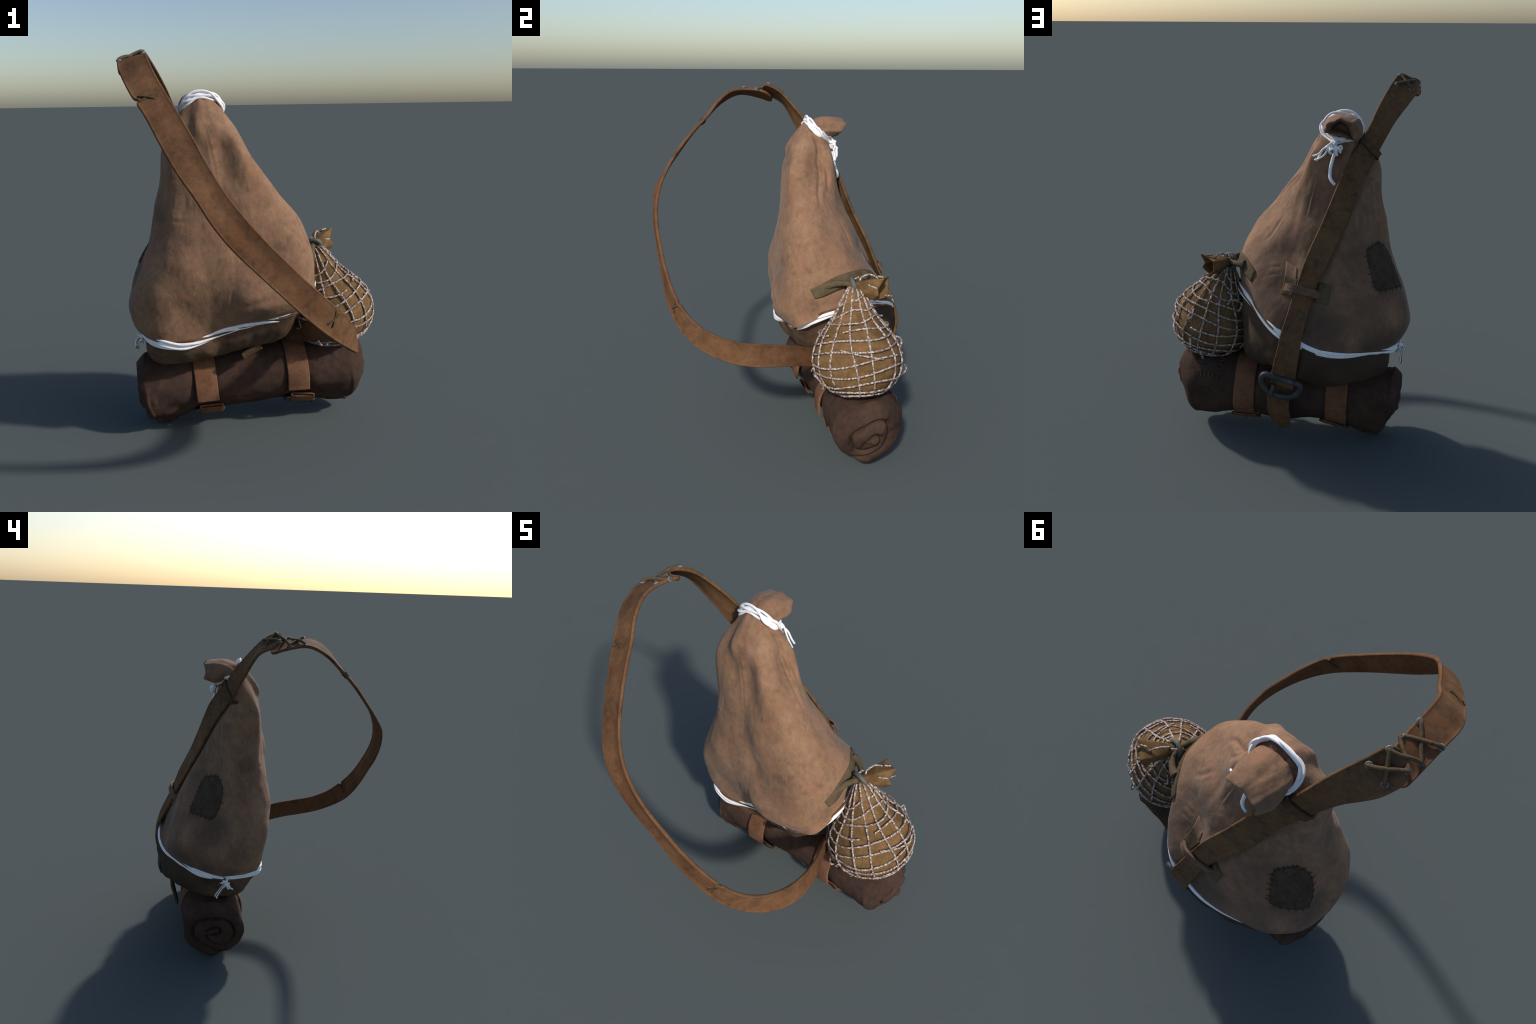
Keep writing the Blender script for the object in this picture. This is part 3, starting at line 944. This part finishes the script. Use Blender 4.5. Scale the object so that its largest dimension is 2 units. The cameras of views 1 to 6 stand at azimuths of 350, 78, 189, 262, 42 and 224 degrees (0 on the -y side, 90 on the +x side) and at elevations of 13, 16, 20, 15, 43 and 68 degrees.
# D-shaped ring at the end of the back strap, with its prong
c, ex = A((-.018, .672, .480)), unit(A((.218, -.004, .055)))
nrm = unit(A((.0, .97, -.20)))
ez = np.cross(nrm, ex)
ez *= -1 if ez[2] > 0 else 1
pts = []
for s in np.linspace(0, 1, 9)[1:-1]:
    pts.append((-.082 + .164*s, 0))
for s in np.linspace(-90, 0, 5):
    pts.append((.080 + .026*math.cos(math.radians(s)), .026 + .026*math.sin(math.radians(s))))
for s in np.linspace(8, 172, 15):
    pts.append((.106*math.cos(math.radians(s)), .026 + .094*math.sin(math.radians(s))**.9))
for s in np.linspace(180, 270, 5):
    pts.append((-.080 + .026*math.cos(math.radians(s)), .026 + .026*math.sin(math.radians(s))))
d_path = A([c + ex*x + ez*y for x, y in pts])
d_ring = tube("d_ring", smooth_path(d_path, 3, True), .0155, IRON, back_strap, 10, True, nrm, 1.05)
tube("prong", smooth_path([c + ex*.035 + ez*.06 - nrm*.006, c + ex*.036 + ez*.085 + nrm*.012, c + ex*.034 + ez*.112 + nrm*.016, c + ex*.032 + ez*.128 + nrm*.004], 5), .012, IRON, back_strap, 8)

# ---- patch sewn on the left back with long stitches
corners = [(-.413, .411, 1.132), (-.491, .320, 1.162), (-.611, .358, .916), (-.478, .501, .929)]
a, b, cc, dd = map(A, corners)
m = 16
patch, G = sewn_piece("patch", corners, PATCH, sack, .0035, m)
# the far edge bulges outward: widen it after laying
me = patch.data
for i in range(m + 1):
    for j in range(m + 1):
        u, v = i/m, j/m
        p = (1 - u)*(1 - v)*a + u*(1 - v)*b + u*v*cc + (1 - u)*v*dd
        p = p + (A((-.022, -.030, .004)))*math.sin(math.pi*min(v*1.0, 1.))*u**2
        uu, vv = 2*u - 1, 2*v - 1
        p = p + (G.mean((0, 1)) - p)*.10*(uu*vv)**4
        q, nn = snap(p)
        G[i, j] = q + nn*(.0028 if min(u, v, 1 - u, 1 - v) < .01 else .0045)
for idx, p in enumerate(G.reshape(-1, 3)):
    me.vertices[idx].co = p
rim = [(0, j) for j in range(m)] + [(i, m) for i in range(m)] + [(m, j) for j in range(m, 0, -1)] + [(i, 0) for i in range(m, 0, -1)]
for e, (i, j) in enumerate(rim):
    q, nn = snap(G[i, j])
    me.vertices[(m + 1)**2 + e].co = q - nn*.003
me.update()
cen = G.mean((0, 1))
edges = [G[:, 0], G[m], G[::-1, m], G[0, ::-1]]
for e_i, line in enumerate(edges):
    line = even(line, 40)
    for k in np.arange(3, 38, 6.5):
        p = line[min(39, int(k + rng.integers(0, 2)))]
        q, nn = snap(p)
        out = unit(np.cross(unit(line[-1] - line[0]), nn))
        if out @ (p - cen) < 0:
            out = -out
        out = unit(out + unit(line[-1] - line[0])*rng.uniform(-.35, .35))
        s0, s1 = p - out*rng.uniform(.006, .012), p + out*rng.uniform(.008, .016)
        s0, s1 = snap(s0, .0055)[0], snap(s1, .0015)[0]
        tube("stitch", smooth_path([s0 - nn*.004, s0, (s0 + s1)/2 + nn*.002, s1, s1 - nn*.004], 3), .0013, THREAD, patch, 5)

# ---- olive strip on the right side that holds the pouch's ring
strip_top = [(.272, .079, .958), (.280, .126, .982), (.284, .173, 1.006), (.276, .251, 1.033), (.224, .372, 1.036), (.173, .44, 1.008), (.158, .462, .993)]
strip_low = [(.268, .107, .910), (.268, .150, .922), (.268, .195, .938), (.268, .256, .958), (.235, .372, .965), (.195, .435, .952), (.176, .476, .940)]
tl_, tr_ = even(smooth_path(strip_top, 6), 40), even(smooth_path(strip_low, 6), 40)
rows = []
for i in range(40):
    row = []
    for v in np.linspace(0, 1, 9):
        q, nn = snap(tl_[i]*(1 - v) + tr_[i]*v)
        row.append(q + nn*.007*(.75 if v in (0, 1) else 1))
    q0, n0 = snap(tl_[i])
    q1, n1 = snap(tr_[i])
    rows.append([q0 - n0*.003] + row + [q1 - n1*.003])
S = A(rows)
F = grid_faces(40, 11, wrap=False, flip=True) + [tuple(range(11)), tuple(range(39*11, 40*11))[::-1]]
strip = add("side_strip", S.reshape(-1, 3), F, OLIVE, sack)
ring_c = A((.338, .302, .985))
tube("strip_loop", smooth_path([(.270, .150, .968), (.292, .190, .985), (.312, .235, .995), (.326, .280, .992), (.322, .320, .992), (.296, .360, 1.000), (.262, .385, 1.004), (.232, .395, 1.005)], 6), A(np.interp(np.linspace(0, 1, 43), [0, .15, .4, .65, .85, 1], [.030, .020, .0135, .0135, .018, .028])), OLIVE, strip, 10)

# ---- bedroll
r0 = A(ROLL_SECTIONS)
r0[0] = np.maximum(r0[0]*.9, .02)
r0[-1] = np.maximum(r0[-1]*.9, .02)
nr, mr = r0.shape
tr0 = A([0, .03, .08, .16, .26, .37, .5, .63, .74, .84, .92, .97, 1.])
RA, RB = A((-.64, .345, .205)), A((.635, .335, .25))
axr = unit(RB - RA)
e2 = unit(A((0, 0, 1)) - axr*axr[2])
e1 = np.cross(e2, axr)
e1 *= np.sign(e1[1])
thr = np.arange(mr)*TAU/mr
ctrl = (RA + (RB - RA)*tr0[:, None])[:, None] + r0[..., None]*(np.cos(thr)[:, None]*e1 + np.sin(thr)[:, None]*e2)[None]
R = np.einsum("ab,bcd,ec->aed", cubic(nr, 16, False), ctrl, cubic(mr, 20, True))
ends = []
for first in (True, False):
    ring = R[0] if first else R[-1]
    cen = ring.mean(0)
    ends.append(np.stack([cen + (ring - cen)*f for f in np.linspace(.02, .97, 34)], 0))
R = np.concatenate([ends[0], R, ends[1][::-1]], 0)
Nr = -grid_normals(R)
if (Nr[len(R)//2, 0] @ (R[len(R)//2, 0] - R[len(R)//2].mean(0))) < 0:
    Nr = -Nr
dr = (.005*fbm(R, 5., 7.) + .0015*fbm(R, 15., 8.))*ease((.62 - np.abs(R[..., 0]))/.05 + .4)


def coil_path(P3, line, grow):
    """distance, in the end face, from the gap between the layers of the roll"""
    flat = np.stack([np.zeros(P3.shape[:-1]), P3[..., 1], P3[..., 2]], -1)
    line = A(line)
    line = line.mean(0) + (line - line.mean(0))*A(grow)
    path = smooth_path(np.c_[np.zeros(len(line)), line], 5)
    return dist_to_path(flat, path)[0]


# gap between the layers, from the eye of the roll outward (y, z)
COIL_RIGHT = [(.293, .221), (.315, .242), (.340, .254), (.364, .248), (.373, .232), (.342, .194), (.296, .178), (.256, .190), (.232, .216), (.228, .246), (.262, .274), (.310, .298), (.362, .308), (.398, .298), (.414, .274), (.414, .232), (.394, .192), (.334, .158), (.272, .144), (.243, .150)]
COIL_LEFT = [(.388, .214), (.366, .228), (.328, .230), (.317, .212), (.342, .200), (.386, .198), (.374, .172), (.338, .146), (.286, .144), (.256, .176), (.252, .224), (.282, .262), (.340, .274), (.404, .268), (.442, .244), (.452, .194), (.434, .158), (.404, .130), (.362, .116)]
for line, grow, test in ((COIL_RIGHT, (1.08, 1.55), R[..., 0] > .40), (COIL_LEFT, (1.25, 1.45), R[..., 0] < -.44)):
    g = coil_path(R, line, grow)
    facing = np.abs(Nr @ axr)
    k = ease((facing - .10)/.25)*test
    dr += k*(-.024*np.exp(-(g/.0058)**2) - .011*np.exp(-(g/.018)**2) + .009)
# the straps bite into the roll
for xs in (-.295, .22):
    dr += -.010*np.exp(-((R[..., 0] - xs)/.07)**4)*(np.abs(Nr @ axr) < .5)
R = R + Nr*dr[..., None]
F = grid_faces(R.shape[0], R.shape[1])
F.append(tuple(range(R.shape[1] - 1, -1, -1)))
F.append(tuple(range((R.shape[0] - 1)*R.shape[1], R.shape[0]*R.shape[1])))
import bmesh
roll = add("bedroll", R.reshape(-1, 3), F, ROLL, pack)
bm = bmesh.new()
bm.from_mesh(roll.data)
bmesh.ops.recalc_face_normals(bm, faces=bm.faces)
bm.to_mesh(roll.data)
bm.free()
RT = BVHTree.FromPolygons([tuple(v) for v in R.reshape(-1, 3)], F)


def on_roll(x, deg, off):
    """a place on the roll at x along it; 0 deg is the back, 90 the top, 180 the front, 270 underneath"""
    c = RA + axr*((x - RA[0])/axr[0])
    dv = math.cos(math.radians(deg))*e1 + math.sin(math.radians(deg))*e2
    hit = RT.ray_cast(Vector(c), Vector(dv))
    rr = hit[3] if hit[0] is not None else .18
    return c + dv*(rr + off)


def roll_band(name, x0, x1, degs, offs, mat, half, parent, skew=0.):
    degs = A(degs)
    n = 90
    d = np.interp(np.linspace(0, 1, n), np.linspace(0, 1, len(degs)), degs)
    o = np.interp(np.linspace(0, 1, n), np.linspace(0, 1, len(offs)), offs)
    k = np.linspace(-1, 1, n)*skew
    sm = np.convolve
    raw0 = A([on_roll(x0 + s, q, f) for s, q, f in zip(k, d, o)])
    raw1 = A([on_roll(x1 + s, q, f) for s, q, f in zip(k, d, o)])
    for _ in range(6):
        raw0[1:-1] = (raw0[:-2] + 2*raw0[1:-1] + raw0[2:])/4
        raw1[1:-1] = (raw1[:-2] + 2*raw1[1:-1] + raw1[2:])/4
    V, F = band_mesh(raw0, raw1, half, section=[(-1., 0.), (-.98, .8), (-.9, 1.), (0, 1.), (.9, 1.), (.98, .8), (1., 0.)])
    ob = add(name, V, F, mat, parent)
    bm = bmesh.new()
    bm.from_mesh(ob.data)
    bmesh.ops.recalc_face_normals(bm, faces=bm.faces)
    bm.to_mesh(ob.data)
    bm.free()
    return ob


def loop_band(name, x0, x1, deg, gap, height, mat, parent, depth=.024, tilt=0.):
    """a flat leather keeper: an open sleeve standing on the roll"""
    c0, c1 = on_roll(x0, deg, gap), on_roll(x1, deg, gap)
    mid_ = (c0 + c1)/2
    ax_ = unit(c1 - c0)
    outw = unit(mid_ - (RA + axr*((mid_[0] - RA[0])/axr[0])))
    upw = unit(np.cross(ax_, outw))
    upw = upw*np.cos(tilt) + ax_*np.sin(tilt)
    w = np.linalg.norm(c1 - c0)/2
    ring = []
    for s in np.linspace(0, TAU, 40, endpoint=False):
        cx, sx = math.cos(s), math.sin(s)
        ring.append(mid_ + ax_*w*np.sign(cx)*abs(cx)**.35 + outw*depth/2*np.sign(sx)*abs(sx)**.45)
    ring = A(ring)
    inner = mid_ + (ring - mid_)*A(1.) - 0
    rows = []
    cen = ring.mean(0)
    small = []
    for p in ring:
        q = p - cen
        x_, o_ = q @ ax_, q @ outw
        small.append(cen + ax_*x_*(1 - .006/w) + outw*o_*(1 - .005/(depth/2)))
    small = A(small)
    rows = [ring - upw*height/2, ring + upw*height/2, small + upw*height/2, small - upw*height/2, ring - upw*height/2]
    G_ = A(rows[:4])
    V = G_.reshape(-1, 3)
    n = 40
    F = grid_faces(4, n)
    for j in range(n):
        F.append((3*n + j, 3*n + (j + 1) % n, (j + 1) % n, j))
    ob = add(name, V, F, mat, parent, smooth=False)
    bm = bmesh.new()
    bm.from_mesh(ob.data)
    bmesh.ops.recalc_face_normals(bm, faces=bm.faces)
    bm.to_mesh(ob.data)
    bm.free()
    return ob


def plate(name, x0, x1, deg, off, length, mat, parent):
    c0, c1 = on_roll(x0, deg, off), on_roll(x1, deg, off)
    mid_ = (c0 + c1)/2
    ax_ = unit(c1 - c0)
    outw = unit(mid_ - (RA + axr*((mid_[0] - RA[0])/axr[0])))
    upw = unit(np.cross(ax_, outw))
    w = np.linalg.norm(c1 - c0)/2
    path = []
    for s in np.linspace(0, TAU, 44, endpoint=False):
        cx, sx = math.cos(s), math.sin(s)
        path.append(mid_ + ax_*w*np.sign(cx)*abs(cx)**.3 + upw*length/2*np.sign(sx)*abs(sx)**.4)
    V, F = tube_mesh(A(path), .010, 8, True, outw)
    bar = tube_mesh(A([mid_ - upw*length*.5, mid_ - upw*length*.2 + outw*.012, mid_ + upw*length*.5]), .007, 6)
    return join(name, [(V, F), bar], mat, parent)


for x, lift, skew in ((-.292, .028, .012), (.221, .020, 0.)):
    w = .060
    roll_band("roll_strap", x - w, x + w, (292, 330, 360, 405, 450, 500, 540, 547), (.008, .006, .006, .006, .006, .008, lift, lift + .010), ROLL_STRAP, .006, roll, skew)
    roll_band("roll_strap", x - w*.9, x + w*.9, (215, 240, 265, 292), (.022, .012, .012, .008), ROLL_STRAP, .005, roll)
    loop_band("strap_sleeve", x + .030 - .066, x + .030 + .066, 216, .024, .048, ROLL_STRAP, roll)
    loop_band("strap_sleeve", x - .066, x + .066, 318, .012, .034, ROLL_STRAP, roll, .022)
    plate("roll_buckle", x + .020 - .078, x + .020 + .078, 236, .018, .062, IRON, roll)
    plate("roll_buckle", x - .078, x + .078, 300, .016, .055, IRON, roll)

# small folded tab hanging between sack and roll at the front
c = A((-.045, .128, .470))
ax_ = unit(A((.112, .010, .062)))
outw = unit(A((.05, -.8, -.45)))
upw = unit(np.cross(outw, ax_))
upw *= np.sign(upw[2])
sec = [c + upw*(.024*math.cos(s)) + outw*(.012*math.sin(s)) for s in np.linspace(-2.2, 2.6, 16)]
V, F = band_mesh(A([p - ax_*.058 for p in sec]), A([p + ax_*.058 for p in sec]), .004)
add("folded_tab", V, F, NECK_LEATHER, base)

# darned square at the back of the roll
G = np.zeros((13, 13, 3))
for i, x in enumerate(np.linspace(.365, .482, 13)):
    for j, dg in enumerate(np.linspace(38, 88, 13)):
        edge = min(i, j, 12 - i, 12 - j)
        G[i, j] = on_roll(x, dg, .0045 if edge else .0012)
roll_patch = add("roll_patch", G.reshape(-1, 3), grid_faces(13, 13, wrap=False), mottled("roll_patch_cloth", (.032, .022, .019), (.052, .036, .030), (.07, .05, .042), 20., (.05, .036, .03), .4, .95, .08), roll)
for x in (.365, .482):
    for dg in np.linspace(42, 84, 8):
        p = [on_roll(x + q + rng.uniform(-.002, .002), dg + rng.uniform(-1, 1), .006 - abs(q)*.15) for q in (-.013, 0, .013)]
        tube("stitch", smooth_path(p, 4), .0016, ORANGE_THREAD, roll_patch, 5)
for x in np.linspace(.38, .47, 5):
    p = [on_roll(x + rng.uniform(-.003, .003), 38 + q, .006 - abs(q)*.0008) for q in (-4.5, 0, 4.5)]
    tube("stitch", smooth_path(p, 4), .0016, ORANGE_THREAD, roll_patch, 5)

# ---- netted pouch
PC, PN = A((.427, .297, .628)), A((.338, .300, .975))
pa = unit(PN - PC)
pe1 = unit(A((0, 1, 0)) - pa*pa[1])
pe2 = np.cross(pe1, pa)
pe2 *= np.sign(pe2[0])
PSI = [0, 4, 8, 14, 22, 34, 50, 70, 92, 114, 134, 152, 168, 180]
RAD = [.372, .362, .335, .288, .250, .221, .213, .217, .226, .230, .222, .204, .190, .188]


def pouch_at(psi, phi, off=0.):
    r = np.interp(psi, np.arange(0, 181, 2), RADF)
    r = r*(1 + .045*math.cos(phi) - .015*math.sin(phi)) + off
    p = math.radians(psi)
    q = PC + pa*(r*math.cos(p)) + (pe2*math.cos(phi) + pe1*math.sin(phi))*(r*math.sin(p))
    floor = .437 - off
    if q[2] < floor + .03:
        q[2] = floor + .03*math.exp((q[2] - floor - .03)/.03)
    return q


_f = np.interp(np.arange(0, 181, 2), PSI, RAD)
for _ in range(8):
    _f[1:-1] = (_f[:-2] + 2*_f[1:-1] + _f[2:])/4
RADF = _f
G = A([[pouch_at(psi, phi) for phi in np.arange(96)*TAU/96] for psi in np.linspace(1, 179, 90)])
Gn = unit(G - PC)
G = G + Gn*(.006*fbm(G, 7., 9.) + .002*fbm(G, 20., 10.))[..., None]
# soft pleats under the neck
G = G + Gn*(.004*np.sin(np.arange(96)*TAU/96*11)[None]*np.exp(-((np.linspace(1, 179, 90)[:, None] - 14)/14)**2))[..., None]
F = grid_faces(90, 96, flip=True) + [tuple(range(96)), tuple(range(89*96, 90*96))[::-1]]
pouch = add("net_pouch", G.reshape(-1, 3), F, BURLAP, pack)
# flared cloth above the ring
cd_ = unit(A((.60, .66, .13)))
ca = unit(np.cross(cd_, A((0, 0, 1))))
cb_ = np.cross(ca, cd_)
# torn rim, point by point: high outer tip, notch, outer tip, underside, low tip, back edge, back lobe, dip
RIM = [(.474, .408, 1.060), (.458, .384, 1.000), (.474, .380, .970), (.436, .376, .930), (.424, .458, .947), (.388, .466, .985), (.388, .468, 1.040), (.425, .428, 1.044)]
rim_m = .45*cubic(8, 8, True) + .55*np.array([[max(0., 1 - min(abs(i/8 - j), 8 - abs(i/8 - j))) for j in range(8)] for i in range(64)])
rim_p = rim_m @ A(RIM)
root = ring_c + A((0, .004, 0))
rc = rim_p.mean(0)
perp = (rim_p - rc) - ((rim_p - rc) @ cd_)[:, None]*cd_
rowsA = []
for t in (-.25, 0., .1, .2, .32, .45, .58, .72, .86, 1.):
    if t <= 0:
        rowsA.append(root + cd_*.16*t + unit(perp)*.022)
    else:
        f = t**.9
        mid_p = root*(1 - f) + rim_p*f + unit(perp)*(.022*(1 - f)**1.2 + .006*math.sin(math.pi*f))
        rowsA.append(mid_p)
rowsA = A(rowsA)
cen = rowsA.mean(1, keepdims=True)
inner = (cen + (rowsA - cen)*(1 - .004/np.maximum(np.linalg.norm(rowsA - cen, axis=-1, keepdims=True), .01)))[::-1]
Cc = np.concatenate([rowsA, inner[:-1]], 0)
F = grid_faces(len(Cc), 64, flip=False)
collar = add("pouch_collar", Cc.reshape(-1, 3), F, BURLAP, pouch)
bm = bmesh.new()
bm.from_mesh(collar.data)
bmesh.ops.recalc_face_normals(bm, faces=bm.faces)
bm.to_mesh(collar.data)
bm.free()
V, F = ring_mesh(ring_c, A((.25, .88, .42)), .040, .0125, 32, 12)
add("hanging_ring", V, F, RING_IRON, pouch)


# the net: strings down the pouch and strings round it, uneven, a few of them broken
def string(name, pts, r=.0052):
    pts = A(pts)
    pts = pts + unit(pts - PC)*(.0025*fbm(pts, 30., rng.uniform(0, 50)))[:, None]
    w = r*(1 + .16*np.sin(np.arange(len(pts))*1.9 + rng.uniform(0, 6)))
    tube(name, pts, w, STRING, pouch, 7)


n_down = 14
for k in range(n_down):
    phi0 = TAU*(k + rng.uniform(-.12, .12))/n_down
    end = 172 if k % 4 else rng.uniform(118, 150)
    wob = rng.uniform(0, 6)
    pts = [pouch_at(psi, phi0 + .05*math.sin(psi*.045 + wob) + .0016*(psi - 60), .0065) for psi in np.arange(5, end, 3)]
    string("net_string", pts)
for k, psi0 in enumerate([15, 25, 37, 50, 63, 77, 91, 104, 118, 130, 141]):
    a0 = rng.uniform(0, TAU)
    a1 = a0 + TAU*(1.02 if k % 3 else .93)
    wob = rng.uniform(0, 6)
    pts = []
    for phi in np.linspace(a0, a1, 90):
        loose = .010*max(0., math.sin(phi*2 + wob) - .75)*4 if k < 7 else 0.
        pts.append(pouch_at(psi0 + 6.5*math.cos(phi + 2.0) + 2.6*math.sin(3*phi + wob), phi, .0085 + loose))
    string("net_string", pts)
# slack bights and frayed ends
for phi, psi, lift in ((1.0, 62, .02), (1.2, 100, .03), (2.0, 24, .03), (2.4, 34, .035), (1.5, 122, .025), (4.0, 108, .03)):
    pts = [pouch_at(psi + 16*s, phi + .12*math.sin(s*3), .008 + lift*math.sin(math.pi*s)) for s in np.linspace(0, 1, 16)]
    string("net_string", pts)
string("net_string", [pouch_at(74 + 12*s, 5.6 + .9*s, .013) for s in np.linspace(0, 1, 24)])
for phi, psi in ((4.3, 118), (4.5, 104), (4.7, 128), (1.3, 30)):
    string("net_string", [pouch_at(psi + 4*s, phi - .10*s, .010 + .016*s) for s in np.linspace(0, 1, 7)], .0048)
# strings that run up through the ring and over the collar
for path in ([(.352, .315, .985), (.352, .330, 1.030), (.368, .362, 1.052), (.392, .402, 1.042), (.402, .422, 1.022)],
             [(.340, .300, .945), (.320, .285, .975), (.318, .300, 1.01), (.335, .325, 1.03)],
             [(.362, .330, .960), (.385, .345, .952), (.400, .360, .958)], [(.356, .352, .955), (.350, .385, .960), (.345, .39, .945)]):
    string("net_string", even(smooth_path(path, 6), 22))
for p, q in (((.412, .345, 1.012), (.455, .384, 1.002)), ((.428, .432, .952), (.446, .468, .955)), ((.410, .400, 1.052), (.440, .418, 1.056))):
    string("net_string", even([p, q], 8), .005)
